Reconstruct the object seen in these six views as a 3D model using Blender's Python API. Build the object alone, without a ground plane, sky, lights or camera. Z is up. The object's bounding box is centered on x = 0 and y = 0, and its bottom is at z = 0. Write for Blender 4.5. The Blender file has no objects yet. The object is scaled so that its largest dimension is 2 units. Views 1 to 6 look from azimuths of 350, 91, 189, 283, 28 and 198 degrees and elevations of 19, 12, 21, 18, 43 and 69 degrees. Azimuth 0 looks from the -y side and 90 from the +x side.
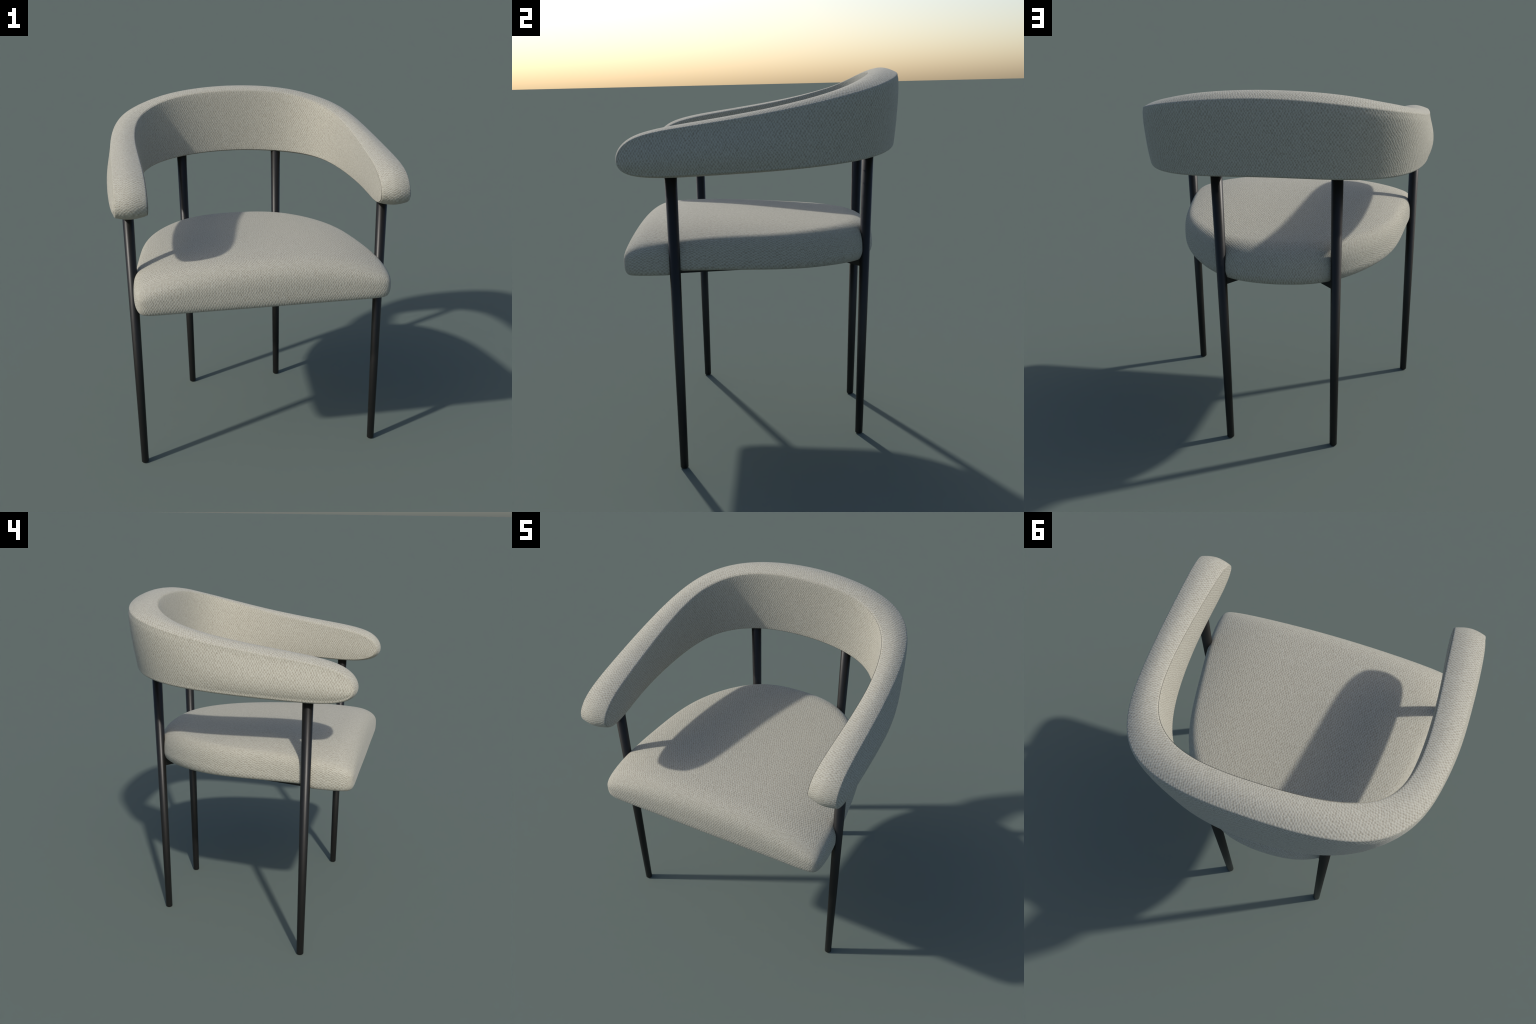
import bpy, math
import numpy as np

# ------------------------------------------------------------------ helpers
def bspline_closed(ctrl, m):
    """Uniform cubic B-spline through a closed ring of control points."""
    c = np.asarray(ctrl, float)
    n = len(c)
    t = np.arange(m) * n / m
    i = t.astype(int)
    f = (t - i)[:, None]
    p0, p1, p2, p3 = c[(i - 1) % n], c[i % n], c[(i + 1) % n], c[(i + 2) % n]
    return ((1 - f) ** 3 * p0 + (3 * f ** 3 - 6 * f ** 2 + 4) * p1
            + (-3 * f ** 3 + 3 * f ** 2 + 3 * f + 1) * p2 + f ** 3 * p3) / 6


def bspline_open(ctrl, m):
    """Uniform cubic B-spline that starts and ends on its end points."""
    c = np.asarray(ctrl, float)
    c = np.concatenate([2 * c[:1] - c[1:2], c, 2 * c[-1:] - c[-2:-1]])
    k = len(c) - 2
    t = np.linspace(0, k - 1 - 1e-9, m)
    i = t.astype(int)
    f = (t - i)[:, None]
    p0, p1, p2, p3 = c[i], c[i + 1], c[i + 2], c[i + 3]
    return ((1 - f) ** 3 * p0 + (3 * f ** 3 - 6 * f ** 2 + 4) * p1
            + (-3 * f ** 3 + 3 * f ** 2 + 3 * f + 1) * p2 + f ** 3 * p3) / 6


def unit(v):
    return v / np.maximum(np.linalg.norm(v, axis=-1, keepdims=True), 1e-9)


def smoothstep(a, b, x):
    t = np.clip((x - a) / (b - a), 0, 1)
    return t * t * (3 - 2 * t)


def make_object(name, verts, faces, parent, material, smooth=True):
    me = bpy.data.meshes.new(name)
    me.from_pydata([tuple(map(float, v)) for v in verts], [], [tuple(map(int, f)) for f in faces])
    me.validate()
    me.update()
    if smooth:
        me.polygons.foreach_set("use_smooth", [True] * len(me.polygons))
    me.materials.append(material)
    ob = bpy.data.objects.new(name, me)
    bpy.context.scene.collection.objects.link(ob)
    ob.parent = parent
    return ob


def ring_faces(rows, m, base=0, closed=True):
    """Quads between consecutive rows of m points each."""
    out = []
    for r in range(rows - 1):
        for j in range(m if closed else m - 1):
            k = (j + 1) % m
            out.append((base + r * m + j, base + r * m + k, base + (r + 1) * m + k, base + (r + 1) * m + j))
    return out


# ------------------------------------------------------------------ materials
class Nodes:
    def __init__(self, name):
        self.mat = bpy.data.materials.new(name)
        self.mat.use_nodes = True
        self.t = self.mat.node_tree
        self.bsdf = next(n for n in self.t.nodes if n.type == "BSDF_PRINCIPLED")

    def link(self, a, socket):
        if isinstance(a, (int, float)):
            socket.default_value = a
        else:
            self.t.links.new(a, socket)

    def m(self, op, a, b=None, c=None):
        n = self.t.nodes.new("ShaderNodeMath")
        n.operation = op
        for v, s in zip((a, b, c), n.inputs):
            if v is not None:
                self.link(v, s)
        return n.outputs[0]

    def step(self, a, b, x):
        n = self.t.nodes.new("ShaderNodeMapRange")
        n.interpolation_type = "SMOOTHSTEP"
        self.link(x, n.inputs["Value"])
        n.inputs["From Min"].default_value = a
        n.inputs["From Max"].default_value = b
        return n.outputs["Result"]

    def mix(self, a, b, f):
        return self.m("ADD", self.m("MULTIPLY", a, self.m("SUBTRACT", 1.0, f)), self.m("MULTIPLY", b, f))

    def xyz(self, sock):
        n = self.t.nodes.new("ShaderNodeSeparateXYZ")
        self.t.links.new(sock, n.inputs[0])
        return n.outputs

    def noise(self, vec, scale, detail=2.0, rough=0.5):
        n = self.t.nodes.new("ShaderNodeTexNoise")
        n.inputs["Scale"].default_value = scale
        n.inputs["Detail"].default_value = detail
        n.inputs["Roughness"].default_value = rough
        self.t.links.new(vec, n.inputs["Vector"])
        return n.outputs

    def vec(self, x, y, z=0.0):
        n = self.t.nodes.new("ShaderNodeCombineXYZ")
        for v, s in zip((x, y, z), n.inputs):
            self.link(v, s)
        return n.outputs[0]

    def ramp(self, f, stops):
        n = self.t.nodes.new("ShaderNodeValToRGB")
        e = n.color_ramp.elements
        e[0].position, e[0].color = stops[0][0], (*stops[0][1], 1)
        e[1].position, e[1].color = stops[-1][0], (*stops[-1][1], 1)
        for p, c in stops[1:-1]:
            k = e.new(p)
            k.color = (*c, 1)
        self.t.links.new(f, n.inputs[0])
        return n.outputs[0]


THREAD_PITCH = 0.0142     # spacing of the nubs along a row of the weave
ROW_PITCH = 0.0215        # two rows of the weave
FABRIC_DARK = (0.265, 0.242, 0.190)
FABRIC_MID = (0.398, 0.383, 0.322)
FABRIC_LIGHT = (0.476, 0.466, 0.402)


def weave(N, pos, u, v):
    """Nubby basket weave: staggered light nubs with darker gaps between them."""
    jit = N.xyz(N.noise(pos, 55.0, 1.0)["Color"])
    big = N.xyz(N.noise(pos, 9.0, 1.0)["Color"])
    du = N.m("ADD", N.m("MULTIPLY", N.m("SUBTRACT", jit[0], 0.5), 0.0096), N.m("MULTIPLY", N.m("SUBTRACT", big[0], 0.5), 0.02))
    dv = N.m("ADD", N.m("MULTIPLY", N.m("SUBTRACT", jit[1], 0.5), 0.0096), N.m("MULTIPLY", N.m("SUBTRACT", big[1], 0.5), 0.02))
    uu = N.m("ADD", u, du)
    vv = N.m("ADD", v, dv)
    # each row of nubs is shifted a little, so that no diagonal twill appears
    row = N.m("FLOOR", N.m("ADD", N.m("MULTIPLY", vv, 2 / ROW_PITCH), 0.5))
    wn = N.t.nodes.new("ShaderNodeTexWhiteNoise")
    wn.noise_dimensions = "1D"
    N.t.links.new(row, wn.inputs["W"])
    uu = N.m("ADD", uu, N.m("MULTIPLY", N.m("SUBTRACT", wn.outputs["Value"], 0.5), THREAD_PITCH * 0.25))
    cu = N.m("COSINE", N.m("MULTIPLY", uu, 2 * math.pi / THREAD_PITCH))
    cv = N.m("COSINE", N.m("MULTIPLY", vv, 2 * math.pi / ROW_PITCH))
    nub = N.m("MULTIPLY", cu, cv)
    fibre = N.m("SUBTRACT", N.noise(N.vec(N.m("MULTIPLY", uu, 1.0), N.m("MULTIPLY", vv, 1.0)), 190.0, 3.0, 0.65)["Fac"], 0.5)
    blotch = N.m("SUBTRACT", N.noise(pos, 95.0, 2.0)["Fac"], 0.5)
    h = N.m("ADD", N.m("MULTIPLY", nub, 0.29), 0.5)
    h = N.m("ADD", h, N.m("MULTIPLY", fibre, 0.65))
    h = N.m("ADD", h, N.m("MULTIPLY", blotch, 0.75))
    col = N.ramp(h, [(0.05, FABRIC_DARK), (0.52, FABRIC_MID), (0.95, FABRIC_LIGHT)])
    b = N.t.nodes.new("ShaderNodeBump")
    b.inputs["Strength"].default_value = 0.38
    b.inputs["Distance"].default_value = 0.004
    N.t.links.new(h, b.inputs["Height"])
    N.t.links.new(col, N.bsdf.inputs["Base Color"])
    N.t.links.new(b.outputs[0], N.bsdf.inputs["Normal"])
    N.bsdf.inputs["Roughness"].default_value = 0.92
    N.bsdf.inputs["Specular IOR Level"].default_value = 0.2
    N.bsdf.inputs["Sheen Weight"].default_value = 0.12
    N.bsdf.inputs["Sheen Roughness"].default_value = 0.5
    return N.mat


def coords(N):
    tc = N.t.nodes.new("ShaderNodeTexCoord")
    return tc.outputs["Object"], tc.outputs["Normal"]


def seat_fabric():
    N = Nodes("seat_fabric")
    pos, nor = coords(N)
    x, y, z = N.xyz(pos)
    nx, ny, _ = N.xyz(nor)
    drop_x = N.m("SUBTRACT", 1.215, z)
    # the front shoulder starts higher than the back one
    drop_y = N.m("SUBTRACT", N.m("SUBTRACT", 1.228, N.m("MULTIPLY", N.m("SIGN", ny), 0.036)), z)
    wx = N.step(0.3, 0.75, N.m("ABSOLUTE", nx))
    wy = N.step(0.3, 0.75, N.m("ABSOLUTE", ny))
    u = N.m("ADD", x, N.m("MULTIPLY", N.m("MULTIPLY", N.m("SIGN", nx), wx), drop_x))
    v = N.m("ADD", y, N.m("MULTIPLY", N.m("MULTIPLY", N.m("SIGN", ny), wy), drop_y))
    return weave(N, pos, u, v)


def backrest_fabric():
    """The weave follows the horseshoe path of the backrest."""
    N = Nodes("backrest_fabric")
    pos, nor = coords(N)
    x, y, z = N.xyz(pos)
    nx, ny, _ = N.xyz(nor)
    R = 0.70
    yb = N.m("MAXIMUM", y, 0.0)
    r = N.m("SQRT", N.m("ADD", N.m("MULTIPLY", x, x), N.m("MULTIPLY", yb, yb)))
    ang = N.m("ARCTAN2", x, N.m("MAXIMUM", y, 1e-4))
    arm = N.m("MULTIPLY", N.m("SIGN", x), N.m("MINIMUM", y, 0.0))
    s = N.m("SUBTRACT", N.m("MULTIPLY", ang, R), arm)
    nr = N.m("DIVIDE", N.m("ADD", N.m("MULTIPLY", nx, x), N.m("MULTIPLY", ny, yb)), r)
    side = N.step(0.76, 0.83, N.m("ABSOLUTE", nr))
    tip = N.m("MULTIPLY", N.step(0.35, 0.75, N.m("MULTIPLY", ny, -1.0)), N.step(0.4, 0.5, N.m("MULTIPLY", y, -1.0)))
    tip = N.m("MULTIPLY", tip, N.m("SUBTRACT", 1.0, side))
    u = N.m("ADD", s, N.m("MULTIPLY", N.m("MULTIPLY", N.m("SIGN", x), tip), N.m("SUBTRACT", 1.68, z)))
    v = N.mix(r, z, side)
    return weave(N, pos, u, v)


def metal():
    N = Nodes("black_powder_coat")
    pos, _ = coords(N)
    n = N.noise(pos, 320.0, 2.0)["Fac"]
    col = N.ramp(n, [(0.3, (0.0060, 0.0058, 0.0056)), (0.7, (0.0095, 0.0092, 0.0088))])
    N.t.links.new(col, N.bsdf.inputs["Base Color"])
    N.bsdf.inputs["Roughness"].default_value = 0.40
    N.bsdf.inputs["Specular IOR Level"].default_value = 0.36
    return N.mat


SEAT_FABRIC = seat_fabric()
BACK_FABRIC = backrest_fabric()
METAL = metal()

# ------------------------------------------------------------------ the chair
chair = bpy.data.objects.new("armchair", None)
bpy.context.scene.collection.objects.link(chair)
chair["label"] = "cream woven armchair with curved backrest and thin black legs"
chair["category"] = "chair"

# ---- backrest ------------------------------------------------------------
# Control rings run from the back's top centre along the +x arm to its tip,
# back underneath to the bottom centre, and round the other arm.
INNER_EDGE = [
    (-0.003, 0.550, 1.984), (0.357, 0.534, 1.964), (0.583, 0.373, 1.890), (0.638, 0.048, 1.799),
    (0.620, -0.347, 1.735), (0.599, -0.643, 1.687), (0.598, -0.718, 1.572), (0.611, -0.588, 1.503),
    (0.636, -0.290, 1.518), (0.627, 0.074, 1.532), (0.547, 0.372, 1.568), (0.332, 0.510, 1.590),
    (-0.001, 0.541, 1.607), (-0.327, 0.512, 1.590), (-0.548, 0.366, 1.561), (-0.627, 0.074, 1.532),
    (-0.640, -0.290, 1.521), (-0.599, -0.585, 1.509), (-0.595, -0.720, 1.566), (-0.595, -0.648, 1.698),
    (-0.606, -0.351, 1.751), (-0.629, 0.049, 1.807), (-0.582, 0.381, 1.887), (-0.359, 0.526, 1.964),
]
OUTER_EDGE = [
    (0.002, 0.714, 1.988), (0.464, 0.674, 1.946), (0.704, 0.480, 1.880), (0.755, 0.070, 1.795),
    (0.756, -0.373, 1.738), (0.754, -0.662, 1.699), (0.757, -0.711, 1.557), (0.766, -0.609, 1.506),
    (0.774, -0.304, 1.519), (0.770, 0.095, 1.534), (0.666, 0.447, 1.551), (0.395, 0.653, 1.579),
    (-0.001, 0.712, 1.608), (-0.396, 0.655, 1.580), (-0.664, 0.448, 1.553), (-0.768, 0.093, 1.538),
    (-0.774, -0.303, 1.523), (-0.765, -0.604, 1.510), (-0.760, -0.719, 1.569), (-0.757, -0.653, 1.695),
    (-0.763, -0.367, 1.737), (-0.767, 0.073, 1.792), (-0.702, 0.477, 1.872), (-0.462, 0.680, 1.935),
]
M = 480
A = bspline_closed(INNER_EDGE, M)
B = bspline_closed(OUTER_EDGE, M)
mid = (A + B) / 2
tang = unit(np.roll(mid, -1, 0) - np.roll(mid, 1, 0))
width = B - A
up = unit(np.cross(tang, width))
if up[0, 2] < 0:
    up = -up
half = np.arange(M) / M
under = smoothstep(0.22, 0.30, half) * (1 - smoothstep(0.70, 0.78, half))
backness = smoothstep(0.50, 0.625, mid[:, 1])        # 1 at the middle of the back
crown = (0.0175 + 0.006 * backness) * (1 - under) + 0.013 * under
r_out = 0.007 * (1 - under) + 0.012 * under          # rounding of the outer edge
outdir = unit(B - A)


def rim_point(w):
    """Rim surface at fraction w from the inner seam to the outer edge."""
    bulge = 1 - abs(2 * w - 1) ** 1.8
    return A + width * w + up * (crown * bulge)[:, None]


GROOVE = 0.006
# direction on the faces away from the edge
seam_in = -up
rows = [A - up * GROOVE + outdir * 0.0008, A + outdir * 0.0026 + up * 0.0006]
rlen = np.linalg.norm(width, axis=1)
for w in (0.06, 0.12, 0.2, 0.3, 0.4, 0.5, 0.6, 0.7, 0.8):
    rows.append(rim_point(w))
wend = 1 - r_out / rlen
P1 = A + width * wend[:, None] + up * (crown * (1 - np.abs(2 * wend - 1) ** 1.8))[:, None]
P2 = B - up * r_out[:, None]
for q in np.linspace(0, 1, 7):
    rows.append((1 - q) ** 2 * P1 + 2 * q * (1 - q) * B + q * q * P2)
NR = len(rows)

H4 = M // 4
cols = np.arange(-H4, H4 + 1)                     # from the -x tip over the back to the +x tip
top_i = cols % M
bot_i = (M // 2 - cols) % M


def panel(edge, outward, bow_arm, bow_back, nv=22):
    """Fill between upper and lower half of a ring, slightly bowed outward."""
    top, bot = edge[top_i], edge[bot_i]
    back = smoothstep(-0.15, 0.40, mid[top_i][:, 1])
    height = np.linalg.norm(top - bot, axis=1)
    full = np.clip(height / 0.2, 0, 1)
    bow_a, bow_b = bow_arm * (1 - back) * full, bow_back * back * full
    out = []
    d = outdir[top_i] * [1, 1, 0]
    d = unit(d) * outward
    for v in np.linspace(0, 1, nv)[1:-1]:
        ka, kb = v ** 1.45, v ** 0.65      # arms are fullest below, the back above the middle
        bow = bow_a * 4 * ka * (1 - ka) + bow_b * 4 * kb * (1 - kb)
        out.append(top * (1 - v) + bot * v + d * bow[:, None])
    return out


def panel_mesh(ring_rows, panel_rows, flip):
    """Closed ring rows followed by the panel that fills the last ring."""
    verts = list(np.concatenate(ring_rows))
    faces = ring_faces(len(ring_rows), M)
    last = (len(ring_rows) - 1) * M
    n = len(cols)
    grid = [[last + i for i in top_i]]
    for row in panel_rows:
        idx = []
        for j in range(n):
            if j in (0, n - 1):
                idx.append(last + top_i[j])
            else:
                idx.append(len(verts))
                verts.append(row[j])
        grid.append(idx)
    grid.append([last + i for i in bot_i])
    for a, b in zip(grid[:-1], grid[1:]):
        for j in range(n - 1):
            f = [a[j], a[j + 1], b[j + 1], b[j]]
            g = []
            for k in f:
                if k not in g:
                    g.append(k)
            if len(g) > 2:
                faces.append(tuple(g))
    return verts, faces


def recalc(ob):
    import bmesh
    bm = bmesh.new()
    bm.from_mesh(ob.data)
    bmesh.ops.recalc_face_normals(bm, faces=bm.faces)
    bm.to_mesh(ob.data)
    bm.free()


backrest = bpy.data.objects.new("backrest", None)
bpy.context.scene.collection.objects.link(backrest)
backrest.parent = chair

pv, pf = panel_mesh(rows, panel(rows[-1], 1.0, 0.022, 0.010), False)
outer_cover = make_object("outer_cover", pv, pf, backrest, BACK_FABRIC)

inner_rows = [A - up * GROOVE + outdir * 0.0008, A - up * 0.0010 - outdir * 0.0002, A - up * 0.0045 - outdir * 0.0008]
iv, jf = panel_mesh(inner_rows, panel(inner_rows[-1], -1.0, 0.006, 0.004), True)
inner_panel = make_object("inner_panel", iv, jf, backrest, BACK_FABRIC)


def orient(ob, rule):
    """Make the shell's faces look outward."""
    recalc(ob)
    s = 0.0
    for p in ob.data.polygons:
        s += rule(p)
    if s < 0:
        ob.data.flip_normals()


def radial(p, sign):
    c, n = p.center, p.normal
    y = max(c.y, 0.0)
    return sign * (n.x * c.x + n.y * y) * p.area


orient(outer_cover, lambda p: radial(p, 1))
orient(inner_panel, lambda p: radial(p, -1))

# ---- seat ----------------------------------------------------------------
SEAT_X = -0.001
SEAT_CY = -0.12
SEAT_OUTLINE = [(0, -.710), (.404, -.706), (.644, -.711), (.686, -.691), (.695, -.517), (.654, -.234),
                (.618, .067), (.515, .294), (.360, .480), (.200, .569), (0, .587)]
# per direction: height of the widest line, inset of the shoulder, roundness
# of the shoulder across and upward, height of the lower edge
FRONT = dict(z=1.085, inset=.298, e=.550, g=.641, low=1.014)
SIDE = dict(z=1.077, inset=.091, e=.672, g=.658, low=1.016)
BACK = dict(z=1.040, inset=.176, e=.915, g=.693, low=.989)


def seat_crown(x, y):
    """Gently domed top that falls away to the sides and to the back."""
    return (1.239 - .088 * y - .034 * y ** 2 + .107 * y ** 3
            - .059 * x ** 2 + .084 * x ** 2 * y - .207 * x ** 4)


def seat_cushion():
    half_ctrl = np.array(SEAT_OUTLINE)
    ring_ctrl = np.concatenate([half_ctrl, (half_ctrl * [-1, 1])[-2:0:-1]])
    m = 280
    o = bspline_closed(ring_ctrl, m)
    dy = o[:, 1] - SEAT_CY
    front = dy < 0
    ext = np.where(front, abs(dy.min()), dy.max())
    w = np.sin(np.arctan2(np.abs(o[:, 0]) / np.abs(o[:, 0]).max(), np.abs(dy) / ext)) ** 2

    def blend(key):
        return np.where(front, FRONT[key], BACK[key]) * (1 - w) + SIDE[key] * w

    z_wide, e, g, low = blend("z"), blend("e"), blend("g"), blend("low")
    inset_y = np.where(front, FRONT["inset"], BACK["inset"])
    edge = 0.80 + 0.42 * smoothstep(-0.1, 0.5, o[:, 1])
    rings = []

    def ring(sx, sy, z_fn):
        x, y = o[:, 0] * sx, SEAT_CY + dy * sy
        rings.append(np.stack([x + SEAT_X, y, z_fn(x, y)], -1))

    for s in (0.55, 0.8, 0.90):
        ring(s, s, lambda x, y: low + 0.002)
    for u in np.linspace(np.pi / 2, 0, 14)[:-1]:
        f = 0.045 * (1 - max(math.cos(u), 1e-9) ** edge)      # squarer at the front
        ring(1 - f, 1 - f, lambda x, y: z_wide + (low - z_wide) * math.sin(u) ** edge)
    for t in np.linspace(0, 1, 34):
        u = np.pi / 2 * t ** 1.4
        f = 1 - max(math.cos(u), 1e-6) ** e
        h = max(math.sin(u), 1e-9) ** g
        ring(1 - SIDE["inset"] * f, 1 - inset_y * f, lambda x, y: z_wide + (seat_crown(x, y) - z_wide) * h)
    for s in np.linspace(1, 0, 16)[1:-1]:
        ring((1 - SIDE["inset"]) * s, (1 - inset_y) * s, seat_crown)
    # the underside steps up behind the front legs
    for r in rings[:18]:
        lift = np.clip((1.070 - r[:, 2]) / 0.055, 0, 1)
        r[:, 2] += 0.021 * lift * smoothstep(-0.478, -0.446, r[:, 1]) * (1 - smoothstep(-0.50, 0.25, r[:, 1]))
    verts = np.concatenate(rings)
    faces = ring_faces(len(rings), m)
    verts = np.concatenate([verts, [[SEAT_X, SEAT_CY, float(seat_crown(0, SEAT_CY))], [SEAT_X, SEAT_CY, 1.02]]])
    ct, cb = len(verts) - 2, len(verts) - 1
    base = (len(rings) - 1) * m
    for j in range(m):
        k = (j + 1) % m
        faces.append((base + j, base + k, ct))
        faces.append((k, j, cb))
    ob = make_object("seat_cushion", verts, faces, chair, SEAT_FABRIC)
    recalc(ob)
    return ob


seat_cushion()

# ---- legs and frame --------------------------------------------------------
def tube(name, p0, p1, r0, r1, parent, segs=40, round_end=0.005):
    """Tapered round bar with softly rounded ends."""
    p0, p1 = np.array(p0, float), np.array(p1, float)
    d = p1 - p0
    # horizontal cross-sections, so that the foot stands flat
    prof = [(0.0, r0 - round_end), (0.0015, r0 - round_end * 0.45), (round_end, r0)]
    L = np.linalg.norm(d)
    n = 24
    prof += [(round_end + (L - 2 * round_end) * i / n, r0 + (r1 - r0) * i / n) for i in range(1, n)]
    prof += [(L - round_end, r1), (L, r1 - round_end)]
    th = np.linspace(0, 2 * np.pi, segs, endpoint=False)
    rings = []
    for s, r in prof:
        c = p0 + d * s / L
        rings.append(np.stack([c[0] + r * np.cos(th), c[1] + r * np.sin(th), np.full(segs, c[2])], -1))
    verts = np.concatenate(rings + [[p0], [p1]])
    faces = ring_faces(len(rings), segs)
    nb = len(verts)
    last = (len(rings) - 1) * segs
    for j in range(segs):
        k = (j + 1) % segs
        faces.append((k, j, nb - 2))
        faces.append((last + j, last + k, nb - 1))
    ob = make_object(name, verts, faces, parent, METAL)
    recalc(ob)
    # soft sheen: the shading leans upward, more so towards the top of the leg
    nrm = []
    for i, v in enumerate(ob.data.vertices):
        j = i % segs
        z = v.co.z
        if i >= nb - 2 or i < segs:
            nrm.append((0, 0, -1) if z < 0.5 else (0, 0, 1))
        else:
            nrm.append(tuple(unit(np.array([math.cos(th[j]), math.sin(th[j]), -0.14 + 0.63 * z]))))
    ob.data.normals_split_custom_set_from_vertices(nrm)
    return ob


R_FOOT, R_TOP = 0.0206, 0.0297          # radii at the floor and at 1.5 m
LEGS = {                                 # foot (x, y) and axis at z = 1.5 (x, y), top height
    "fl": ((-.6833, -.4468), (-.6929, -.4462), 1.545),
    "fr": ((.6755, -.4468), (.6857, -.4466), 1.545),
    "bl": ((-.3100, .4869), (-.3187, .5303), 1.615),
    "br": ((.2794, .4875), (.2883, .5295), 1.615),
}


def leg_axis(key, z):
    a, b, _ = LEGS[key]
    return np.array([a[0] + (b[0] - a[0]) * z / 1.5, a[1] + (b[1] - a[1]) * z / 1.5, z])


for key, (_, _, zt) in LEGS.items():
    tube("leg", leg_axis(key, 0), leg_axis(key, zt), R_FOOT, R_FOOT + (R_TOP - R_FOOT) * zt / 1.5, chair)

frame = bpy.data.objects.new("seat_frame", None)
bpy.context.scene.collection.objects.link(frame)
frame.parent = chair


def bar(name, p0, p1, wid, hgt0, hgt1):
    """Flat steel bar standing on edge; p0 and p1 are on its lower edge."""
    p0, p1 = np.array(p0, float), np.array(p1, float)
    d = unit(p1 - p0)
    s = unit(np.cross(d, [0, 0, 1])) * wid / 2
    verts = []
    for p, h in ((p0, hgt0), (p1, hgt1)):
        verts += [p - s, p + s, p + s + [0, 0, h], p - s + [0, 0, h]]
    faces = [(0, 1, 2, 3), (4, 5, 6, 7), (0, 1, 5, 4), (1, 2, 6, 5), (2, 3, 7, 6), (3, 0, 4, 7)]
    ob = make_object(name, verts, faces, frame, METAL, smooth=False)
    recalc(ob)
    return ob


Z_FRONT, Z_BACK = 1.034, 0.956
for a, b, dz in (("fl", "br", 0.0), ("fr", "bl", 0.002)):
    bar("cross_bar", leg_axis(a, Z_FRONT + dz), leg_axis(b, Z_BACK + dz), 0.020, 0.02, 0.05)
for a, b in (("fl", "bl"), ("fr", "br")):
    p0, p1 = leg_axis(a, Z_FRONT - 0.010), leg_axis(b, Z_BACK + 0.012)
    p0 = p0 * [0.955, 1, 1]
    bar("side_bar", p0, p0 + (p1 - p0) * 0.7 + [0, 0, 0.006], 0.014, 0.022, 0.03)
